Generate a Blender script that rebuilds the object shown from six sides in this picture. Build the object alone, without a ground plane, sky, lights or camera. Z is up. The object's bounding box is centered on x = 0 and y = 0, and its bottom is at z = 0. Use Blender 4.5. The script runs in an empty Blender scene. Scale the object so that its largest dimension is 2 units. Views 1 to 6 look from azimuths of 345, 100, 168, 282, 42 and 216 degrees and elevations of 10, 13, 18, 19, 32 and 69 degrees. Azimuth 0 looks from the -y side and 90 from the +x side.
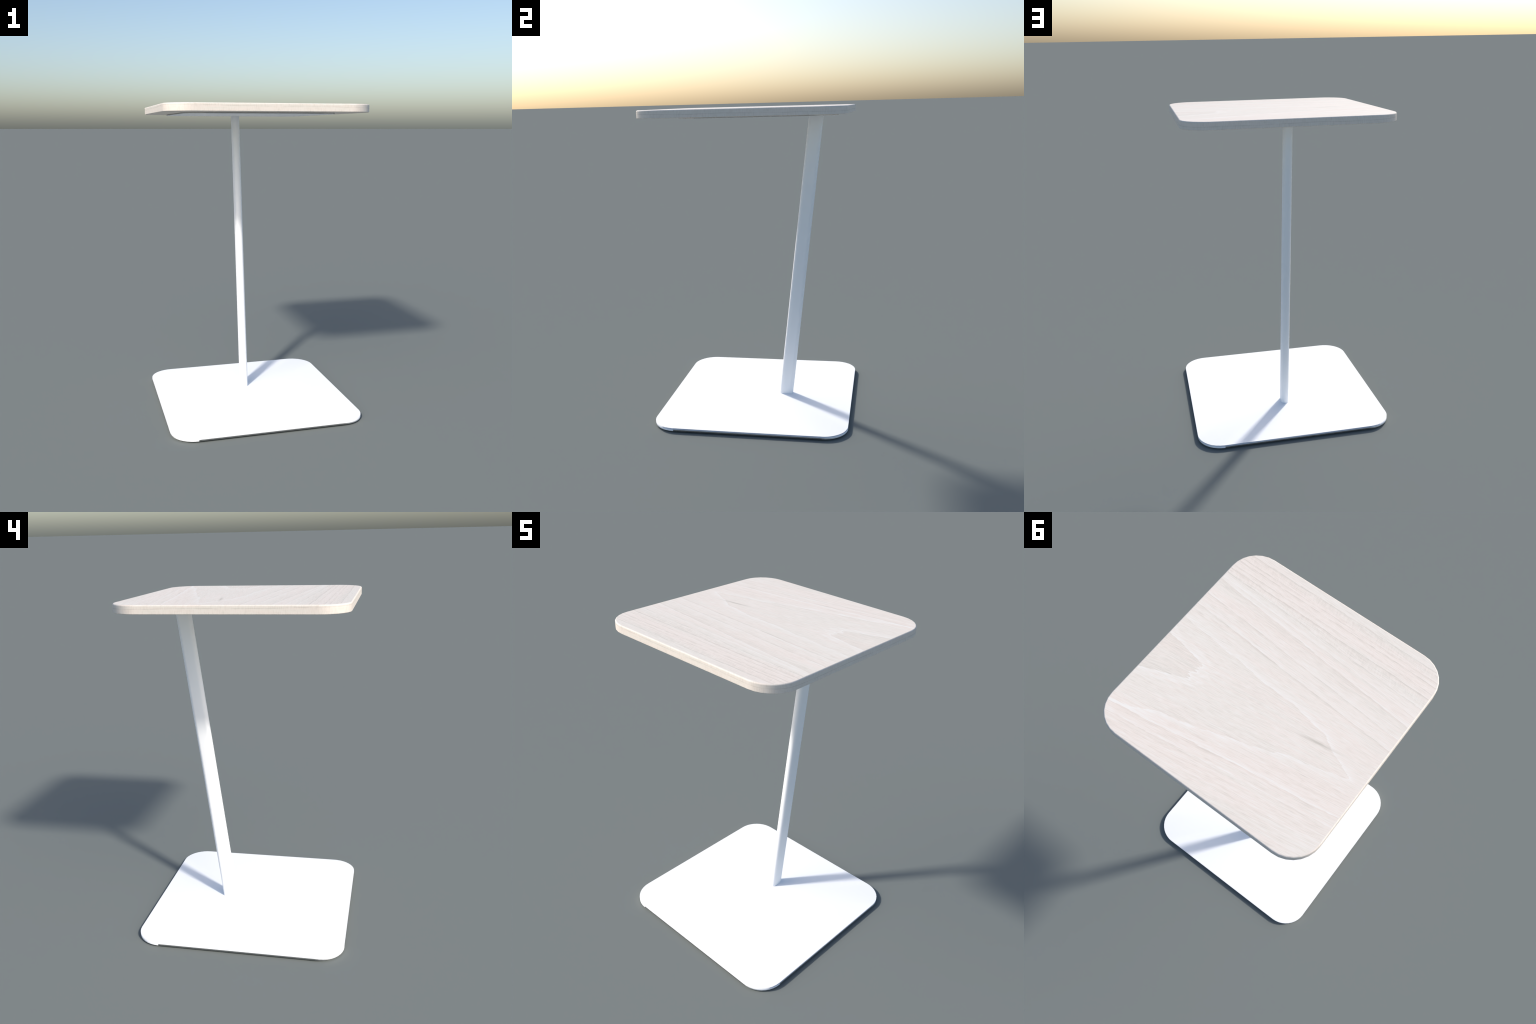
import bpy, bmesh, math
from mathutils import Vector

# ------------------------------------------------------------------ sizes (m)
HALF = 0.6258          # half side of the tabletop and of the foot plate
TOP_Z, TOP_T = 2.0, 0.0472
TOP_R, TOP_SEG = 0.158, 7
TOP_BEVEL = 0.0072
BASE_LIFT = 0.0085     # the foot plate stands on hidden glides
BASE_T, BASE_R, BASE_SEG = 0.0276, 0.155, 10
PLATE_HALF, PLATE_T, PLATE_R = 0.480, 0.0074, 0.122
PLATE_Y = 0.078         # the mounting plate sits towards the pole
POLE_W, POLE_L = 0.047, 0.0945      # flat-oval tube: across x, along y
POLE_FOOT_Y, POLE_HEAD_Y = 0.1668, 0.3992   # centre line, leaning towards +y


# ------------------------------------------------------------------ node helper
class Nodes:
    """Small expression builder on top of a material's node tree."""

    def __init__(self, name):
        self.mat = bpy.data.materials.new(name)
        self.mat.use_nodes = True
        self.t = self.mat.node_tree
        self.bsdf = self.t.nodes["Principled BSDF"]

    def put(self, sock, v):
        if isinstance(v, bpy.types.NodeSocket):
            self.t.links.new(v, sock)
        else:
            sock.default_value = v

    def m(self, op, a, b=0.0, c=0.0, clamp=False):
        n = self.t.nodes.new("ShaderNodeMath")
        n.operation = op
        n.use_clamp = clamp
        for s, v in zip(n.inputs, (a, b, c)):
            self.put(s, v)
        return n.outputs[0]

    def add(self, a, b): return self.m("ADD", a, b)
    def sub(self, a, b): return self.m("SUBTRACT", a, b)
    def mul(self, a, b): return self.m("MULTIPLY", a, b)
    def mad(self, a, b, c): return self.m("MULTIPLY_ADD", a, b, c)
    def min(self, a, b): return self.m("MINIMUM", a, b)

    def total(self, items):
        r = items[0]
        for i in items[1:]:
            r = self.add(r, i)
        return r

    def xyz(self):
        tc = self.t.nodes.new("ShaderNodeTexCoord")
        s = self.t.nodes.new("ShaderNodeSeparateXYZ")
        self.t.links.new(tc.outputs["Object"], s.inputs[0])
        return s.outputs

    def noise(self, x, y, z=0.0, detail=2.0, rough=0.5):
        """Noise centred on 0, about -1 .. 1."""
        c = self.t.nodes.new("ShaderNodeCombineXYZ")
        for s, v in zip(c.inputs, (x, y, z)):
            self.put(s, v)
        n = self.t.nodes.new("ShaderNodeTexNoise")
        n.inputs["Scale"].default_value = 1.0
        n.inputs["Detail"].default_value = detail
        n.inputs["Roughness"].default_value = rough
        self.t.links.new(c.outputs[0], n.inputs["Vector"])
        return self.mad(n.outputs["Fac"], 2.0, -1.0)

    def smooth(self, v, lo, hi):
        n = self.t.nodes.new("ShaderNodeMapRange")
        n.interpolation_type = "SMOOTHSTEP"
        self.put(n.inputs["Value"], v)
        n.inputs["From Min"].default_value = lo
        n.inputs["From Max"].default_value = hi
        return n.outputs["Result"]

    def bump1(self, v, centre, width):
        """Gaussian bump of v round centre."""
        d = self.mul(self.sub(v, centre), 1.0 / width)
        return self.m("EXPONENT", self.mul(self.mul(d, d), -1.0))

    def ramp(self, fac, stops):
        n = self.t.nodes.new("ShaderNodeValToRGB")
        e = n.color_ramp.elements
        while len(e) < len(stops):
            e.new(0.5)
        for el, (p, c) in zip(e, stops):
            el.position = p
            el.color = (*c, 1.0)
        self.put(n.inputs[0], fac)
        return n.outputs[0]

    def mix(self, fac, a, b):
        n = self.t.nodes.new("ShaderNodeMix")
        n.data_type = "RGBA"
        self.put(n.inputs["Factor"], fac)
        for s, v in ((n.inputs[6], a), (n.inputs[7], b)):
            if isinstance(v, tuple):
                v = (*v, 1.0)
            self.put(s, v)
        return n.outputs[2]


# ------------------------------------------------------------------ materials
WOOD_DARK = (0.535, 0.490, 0.420)
WOOD_GREY = (0.814, 0.754, 0.672)
WOOD_PINK = (0.842, 0.750, 0.668)
WOOD_PALE = (0.880, 0.846, 0.790)
BAND_TONE = 0.975      # darkens the edge band colours to match its look in warm sun


def veneer_material():
    """Pale limed veneer: grain along x, two cathedral arches opening to +x."""
    N = Nodes("limed_veneer")
    x, y, z = N.xyz()

    # the fibres fan out: tilted in the half towards +y, nearly straight at -y
    tilt = N.mad(N.smooth(y, -0.35, 0.30), 0.19, -0.04)
    sway = N.mul(N.noise(N.mul(x, 2.2), N.mul(y, 3.5), 3.0, 1.0), 0.012)
    f = N.add(N.sub(y, N.mul(x, tilt)), sway)            # across the fibres

    parts = []
    # fibres, three widths
    parts.append(N.mul(N.noise(N.mul(x, 20.0), N.mul(f, 360.0), 0.0, 2.0, 0.7), 0.50))
    parts.append(N.mul(N.noise(N.mul(x, 10.0), N.mul(f, 190.0), 5.0, 2.0, 0.65), 0.46))
    streaky = N.mad(N.smooth(f, 0.12, 0.40), 0.28, 0.16)
    parts.append(N.mul(N.noise(N.mul(x, 3.0), N.mul(f, 75.0), 9.0, 3.0, 0.65), streaky))
    # short broken pores
    pores = N.smooth(N.noise(N.mul(x, 15.0), N.mul(f, 260.0), 31.0, 1.0), 0.30, 0.75)
    parts.append(N.mul(pores, -0.40))
    # blurred patches
    parts.append(N.mul(N.noise(N.mul(x, 2.0), N.mul(y, 7.0), 2.0, 2.0), 0.10))

    jag = N.add(N.mul(N.noise(N.mul(x, 9.0), N.mul(f, 34.0), 7.0, 3.0, 0.65), 0.020),
                N.mul(N.noise(N.mul(x, 4.0), N.mul(y, 4.0), 1.0, 1.0), 0.016))

    # lime sits in the pores outside each ring, patchy along it
    frost = N.add(N.noise(N.mul(x, 7.0), N.mul(f, 60.0), 13.0, 2.0, 0.6), 0.8)

    shade = N.add(N.noise(N.mul(x, 3.0), N.mul(f, 40.0), 19.0, 2.0, 0.6), 1.0)
    feather = N.mul(N.noise(N.mul(x, 16.0), N.mul(f, 230.0), 17.0, 2.0, 0.6), 0.006)

    def edge(s, dark, wd, light, wl):
        """Growth-ring edge at s = 0: dark inside (s > 0), pale outside."""
        s = N.add(s, feather)
        side = N.smooth(s, -0.0016, 0.0016)
        a = N.mul(N.m("EXPONENT", N.mul(N.m("ABSOLUTE", s), -1.0 / wd)), N.mul(shade, -dark))
        b = N.mul(N.m("EXPONENT", N.mul(N.m("ABSOLUTE", s), -1.0 / wl)), N.mul(frost, light))
        n = N.t.nodes.new("ShaderNodeMix")
        N.put(n.inputs["Factor"], side)
        N.put(n.inputs[2], b)
        N.put(n.inputs[3], a)
        return n.outputs[0]

    def above(a, b):   # signed distance above the line y = a + b x
        return N.sub(y, N.mad(x, b, a))

    def below(a, b):
        return N.sub(N.mad(x, b, a), y)

    # inner arch at the +x edge, jagged tip
    inner = N.min(N.add(above(0.152, -0.178), N.mul(jag, 0.4)),
                  N.add(below(0.046, 0.383), N.mul(jag, 0.3)))
    comb = N.mul(N.noise(N.mul(x, 5.0), N.mul(f, 60.0), 27.0, 2.0, 0.6), 0.05)
    tip = N.total([N.mul(N.sub(x, 0.372), 0.55), N.mul(N.sub(y, 0.13), -0.10), N.mul(jag, 1.2), N.mul(comb, 0.6)])
    inner = N.min(inner, tip)
    parts.append(edge(inner, 0.15, 0.10, 0.60, 0.014))
    parts.append(N.mul(N.bump1(N.add(inner, N.mul(comb, 0.5)), -0.034, 0.006), N.mul(frost, 0.22)))
    # outer arch
    outer = N.min(N.add(above(-0.0155, -0.0957), N.mul(jag, 0.35)),
                  N.add(below(0.303, 0.315), N.mul(jag, 0.9)))
    nose = N.add(N.mad(N.add(x, 0.325), 0.506, N.mul(N.sub(y, 0.016), 0.863)),
                 N.mul(jag, 0.9))
    swell = N.mul(N.noise(N.mul(x, 5.0), N.mul(y, 9.0), 23.0, 2.0), 0.022)
    outer = N.add(N.min(outer, nose), swell)
    parts.append(edge(outer, 0.12, 0.016, 0.50, 0.015))

    # ring lines towards -y, closer and straighter away from the arches
    for a, b, d, wd, l, wl in (
            (-0.132, -0.073, 0.46, 0.006, 0.30, 0.012),
            (-0.208, -0.080, 0.38, 0.005, 0.28, 0.012),
            (-0.305, -0.100, 0.26, 0.022, 0.34, 0.013),
            (-0.345, -0.062, 0.26, 0.0045, 0.24, 0.014),
            (-0.392, -0.045, 0.42, 0.0045, 0.20, 0.012),
            (-0.440, -0.016, 0.85, 0.0042, 0.12, 0.008),
            (-0.470, -0.010, 0.42, 0.004, 0.10, 0.008),
            (-0.508, -0.008, 0.70, 0.0036, 0.10, 0.010),
            (-0.531, -0.004, 0.42, 0.004, 0.08, 0.008),
            (-0.578, 0.000, 0.60, 0.0036, 0.08, 0.010)):
        parts.append(edge(N.add(above(a, b), N.mul(jag, 0.22)), d, wd, l, wl))
    # pale streaks with a dark side towards +y
    for a, b, d, wd, l, wl in (
            (0.416, 0.150, 0.26, 0.008, 0.50, 0.014),
            (0.470, 0.150, 0.14, 0.008, 0.26, 0.010)):
        parts.append(edge(N.add(above(a, b), N.mul(jag, 0.5)), d, wd, l, wl))

    # fleck: dark resin streak inside the outer arch
    v = N.sub(y, N.mad(N.add(x, 0.305), 0.152, 0.084))
    fleck = N.mul(N.bump1(N.add(v, N.mul(feather, 0.5)), 0.0, 0.0075), N.bump1(x, -0.320, 0.085))
    parts.append(N.mul(fleck, -0.30))

    # ray flecks: fine cross hatching in two bands near the -y edge
    bands = N.add(N.bump1(N.add(y, N.mul(x, 0.03)), -0.415, 0.024),
                  N.bump1(y, -0.556, 0.024))
    bands = N.m("ADD", bands, N.mul(N.bump1(y, -0.48, 0.10), 0.30), clamp=True)
    hatch = N.noise(N.mad(y, 40.0, N.mul(x, 110.0)), N.mul(y, 22.0), 4.0, 2.0, 0.7)
    parts.append(N.mul(N.mul(hatch, bands), 0.38))
    parts.append(N.mul(N.add(N.bump1(N.add(y, N.mul(x, 0.03)), -0.415, 0.022),
                             N.bump1(y, -0.556, 0.022)), -0.10))

    val = N.m("ADD", N.total(parts), 0.5, clamp=True)
    # hue: rosy bands between greyer ones
    rosy = N.add(N.noise(N.mul(x, 0.8), N.mul(f, 9.0), 11.0, 2.0), 0.05)
    rosy = N.total([rosy, N.mul(N.noise(N.mul(x, 3.5), N.mul(f, 70.0), 21.0, 2.0), 0.7),
                    N.mul(N.bump1(y, -0.49, 0.05), 0.28),
                    N.mul(N.smooth(f, 0.22, 0.40), 0.28),
                    N.mul(N.smooth(outer, -0.01, 0.06), -0.12)])
    rosy = N.smooth(rosy, -0.45, 0.55)
    mid = N.mix(rosy, WOOD_GREY, WOOD_PINK)
    dark = N.mix(N.m("SUBTRACT", 0.5, val, clamp=True), mid, WOOD_DARK)
    lit = N.mix(N.mul(N.m("SUBTRACT", val, 0.5, clamp=True), 1.7), dark, WOOD_PALE)
    lit = N.mix(N.mul(fleck, 0.60), lit, WOOD_DARK)
    N.put(N.bsdf.inputs["Base Color"], lit)
    N.bsdf.inputs["Roughness"].default_value = 0.6
    N.bsdf.inputs["Specular IOR Level"].default_value = 0.15
    return N.mat


def edge_band_material():
    """Same limed wood on the narrow edge: a long grain line, upright ticks."""
    N = Nodes("limed_edge_band")
    x, y, z = N.xyz()

    def tone(c):
        return tuple(v * BAND_TONE for v in c)

    # running length round the edge: x on the y faces, y on the x faces
    run = N.add(x, N.mul(y, 1.03))
    h = N.mad(z, 1.0, -(TOP_Z - TOP_T / 2))
    ticks = N.mul(N.noise(N.mul(run, 210.0), N.mul(h, 30.0), 0.0, 2.0, 0.65), 0.50)
    coarse = N.mul(N.noise(N.mul(run, 26.0), N.mul(h, 60.0), 4.0, 2.0), 0.30)
    long_ = N.mul(N.noise(N.mul(run, 3.0), N.mul(h, 330.0), 8.0, 2.0), 0.20)
    wave = N.mad(N.noise(N.mul(run, 1.4), 0.0, 6.0, 1.0), 0.016, N.mul(run, -0.007))
    line = N.mul(N.bump1(N.sub(h, wave), 0.001, 0.0016), -0.55)
    breakup = N.smooth(N.noise(N.mul(run, 7.0), 0.0, 3.0, 2.0), -0.5, 0.2)
    val = N.m("ADD", N.total([ticks, coarse, long_, N.mul(line, breakup)]), 0.5, clamp=True)
    mid = N.mix(N.smooth(N.noise(N.mul(run, 5.0), N.mul(h, 40.0), 2.0, 1.0), -0.5, 0.5),
                tone(WOOD_GREY), tone(WOOD_PINK))
    dark = N.mix(N.m("SUBTRACT", 0.5, val, clamp=True), mid, tone(WOOD_DARK))
    lit = N.mix(N.mul(N.m("SUBTRACT", val, 0.5, clamp=True), 1.3), dark, tone(WOOD_PALE))
    N.put(N.bsdf.inputs["Base Color"], lit)
    N.bsdf.inputs["Roughness"].default_value = 0.6
    N.bsdf.inputs["Specular IOR Level"].default_value = 0.15
    return N.mat


def lacquer_material():
    """White powder coat on all the metal parts."""
    N = Nodes("white_lacquer")
    x, y, z = N.xyz()
    grain = N.noise(N.mul(x, 420.0), N.mul(y, 420.0), N.mul(z, 420.0), 2.0)
    N.put(N.bsdf.inputs["Base Color"],
          N.ramp(N.mad(grain, 0.5, 0.5), [(0.0, (0.98, 0.98, 0.98)),
                                         (1.0, (1.0, 1.0, 1.0))]))
    N.bsdf.inputs["Roughness"].default_value = 0.6
    N.bsdf.inputs["Specular IOR Level"].default_value = 0.08
    return N.mat


def rubber_material():
    N = Nodes("grey_rubber")
    x, y, z = N.xyz()
    g = N.noise(N.mul(x, 200.0), N.mul(y, 200.0), N.mul(z, 200.0))
    N.put(N.bsdf.inputs["Base Color"], N.ramp(N.mad(g, 0.5, 0.5), [(0.0, (0.05, 0.05, 0.05)),
                                                                 (1.0, (0.08, 0.08, 0.08))]))
    N.bsdf.inputs["Roughness"].default_value = 0.8
    return N.mat


# ------------------------------------------------------------------ geometry
def rounded_square(half, r, seg):
    """Counter-clockwise outline; per point: (x, y, outward x, outward y, corner, step)."""
    out = []
    for k in range(4):
        a0 = -math.pi / 2 + k * math.pi / 2
        cx = (half - r) * (1 if k in (0, 1) else -1)
        cy = (half - r) * (1 if k in (1, 2) else -1)
        for i in range(seg + 1):
            a = a0 + math.pi / 2 * i / seg
            out.append((cx + r * math.cos(a), cy + r * math.sin(a),
                        math.cos(a), math.sin(a), k, i))
    return out


def make_object(name, bm_or_mesh, mat, parent):
    if isinstance(bm_or_mesh, bmesh.types.BMesh):
        me = bpy.data.meshes.new(name)
        bm_or_mesh.normal_update()
        bm_or_mesh.to_mesh(me)
        bm_or_mesh.free()
    else:
        me = bm_or_mesh
    for p in me.polygons:
        p.use_smooth = True
    me.materials.append(mat)
    ob = bpy.data.objects.new(name, me)
    bpy.context.scene.collection.objects.link(ob)
    ob.parent = parent
    return ob


def ring(bm, half, r, seg, z):
    return [bm.verts.new((p[0], p[1], z)) for p in rounded_square(half, r, seg)]


def bridge(bm, low, high):
    n = len(low)
    for i in range(n):
        j = (i + 1) % n
        bm.faces.new((low[i], low[j], high[j], high[i]))


def build_tabletop(parent, veneer, band):
    z0, z1, b = TOP_Z - TOP_T, TOP_Z, TOP_BEVEL
    bl = b * 0.5
    steps = [0.0, 0.3, 0.7, 1.0]

    # veneered faces, top and underside
    bm = bmesh.new()
    bm.faces.new(ring(bm, HALF - b, TOP_R - b, TOP_SEG, z1))
    bm.faces.new(list(reversed(ring(bm, HALF - bl, TOP_R - bl, TOP_SEG, z0))))
    top = make_object("tabletop", bm, veneer, parent)
    for p in top.data.polygons:
        p.use_smooth = False

    # edge band with rounded arrises
    bm = bmesh.new()
    rows = []
    for t in steps:                                   # lower arris
        a = t * math.pi / 2
        rows.append(ring(bm, HALF - bl + bl * math.sin(a), TOP_R - bl + bl * math.sin(a),
                         TOP_SEG, z0 + bl - bl * math.cos(a)))
    for t in steps:                                   # upper arris
        a = t * math.pi / 2
        rows.append(ring(bm, HALF - b + b * math.cos(a), TOP_R - b + b * math.cos(a),
                         TOP_SEG, z1 - b + b * math.sin(a)))
    for lo, hi in zip(rows, rows[1:]):
        bridge(bm, lo, hi)
    ob = make_object("edge_band", bm, band, parent)
    # exact normals of the rounded outline, so the flat sides stay flat
    pts = rounded_square(HALF, TOP_R, TOP_SEG)
    n = len(pts)
    nrm = []
    for ri in range(len(rows)):
        a = (steps[ri] - 1) * math.pi / 2 if ri < 4 else steps[ri - 4] * math.pi / 2
        for p in pts:
            nrm.append(Vector((p[2] * math.cos(a), p[3] * math.cos(a), math.sin(a))))
    ob.data.normals_split_custom_set_from_vertices(nrm)


def build_slab(name, parent, mat, half, r, seg, z0, z1, off_y=0.0):
    """Flat slab with plain walls; bent normals draw light above and shade below,
    and a dark-to-bright shading sweep round each corner."""
    pts = rounded_square(half, r, seg)
    n = len(pts)
    bm = bmesh.new()
    lo = [bm.verts.new((p[0], p[1] + off_y, z0)) for p in pts]
    hi = [bm.verts.new((p[0], p[1] + off_y, z1)) for p in pts]
    inner = [bm.verts.new((p[0] * 0.35, p[1] * 0.35 + off_y, z1)) for p in pts]
    inner_lo = [bm.verts.new((p[0] * 0.35, p[1] * 0.35 + off_y, z0)) for p in pts]
    bridge(bm, lo, hi)
    bridge(bm, hi, inner)
    bridge(bm, inner_lo, lo)
    bm.faces.new(inner)
    bm.faces.new(list(reversed(inner_lo)))
    ob = make_object(name, bm, mat, parent)
    me = ob.data

    def unit(a, b, c):
        return Vector((a, b, c)).normalized()

    up_lean, down_lean = 0.055, 0.10  # rim normals tilted so flat faces show a soft shading gradient
    nrm = []
    for poly in me.polygons:
        vi = list(poly.vertices)
        wall = all(v < 2 * n for v in vi)
        pair = [v % n for v in vi]
        arc = wall and pts[min(pair)][4] == pts[max(pair)][4] and max(pair) - min(pair) == 1
        for v in vi:
            p = pts[v % n]
            if v >= 3 * n:
                nrm.append(unit(0, 0, -1))
            elif v >= 2 * n:
                nrm.append(unit(0, 0, 1))
            elif v >= n:
                nrm.append(unit(p[2] * up_lean, p[3] * up_lean, 1))
            elif arc:
                t = (p[5] / seg) ** 0.8        # normal swings down -> outward: drawn shade -> light
                nrm.append(unit(p[2] * (0.25 + t), p[3] * (0.25 + t), -1 + 1.25 * t))
            else:
                nrm.append(unit(p[2] * down_lean, p[3] * down_lean, -1))
    me.normals_split_custom_set(nrm)
    return ob


def build_pole(parent, mat):
    """Flat-oval tube, sheared so it leans towards +y."""
    z0, z1 = BASE_T - 0.004, TOP_Z - TOP_T - PLATE_T + 0.004
    r = POLE_W / 2
    flat = POLE_L / 2 - r
    outline = []
    seg = 14
    for s in (1, -1):
        for i in range(seg + 1):
            a = (0 if s == 1 else math.pi) + math.pi * i / seg
            outline.append((r * math.cos(a), s * flat + r * math.sin(a)))
    bm = bmesh.new()
    rows = []
    levels = 12
    for k in range(levels + 1):
        t = k / levels
        z = z0 + (z1 - z0) * t
        cy = POLE_FOOT_Y + (POLE_HEAD_Y - POLE_FOOT_Y) * t
        rows.append([bm.verts.new((px, cy + py, z)) for px, py in outline])
    for lo, hi in zip(rows, rows[1:]):
        bridge(bm, lo, hi)
    make_object("pole", bm, mat, parent)


def build_glides(parent, mat):
    """Low round glides under the foot plate, set well in from its edge."""
    bm = bmesh.new()
    bmesh.ops.create_cone(bm, cap_ends=True, segments=32, radius1=0.030, radius2=0.034,
                          depth=BASE_LIFT + 0.001)
    me = bpy.data.meshes.new("glide")
    bm.to_mesh(me)
    bm.free()
    me.materials.append(mat)
    for sx in (-1, 1):
        for sy in (-1, 1):
            ob = bpy.data.objects.new("glide", me)
            ob.location = (0.46 * sx, 0.46 * sy, (BASE_LIFT + 0.001) / 2)
            bpy.context.scene.collection.objects.link(ob)
            ob.parent = parent


# ------------------------------------------------------------------ assemble
thing = bpy.data.objects.new("side_table", None)
bpy.context.scene.collection.objects.link(thing)
thing["label"] = "white metal side table with square pale wood top and leaning pole"
thing["category"] = "side table"

veneer = veneer_material()
band = edge_band_material()
white = lacquer_material()
rubber = rubber_material()

build_tabletop(thing, veneer, band)
build_slab("mounting_plate", thing, white, PLATE_HALF, PLATE_R, BASE_SEG,
           TOP_Z - TOP_T - PLATE_T, TOP_Z - TOP_T - 0.0005, PLATE_Y)
build_slab("base_plate", thing, white, HALF, BASE_R, BASE_SEG, BASE_LIFT, BASE_T)
build_glides(thing, rubber)
build_pole(thing, white)
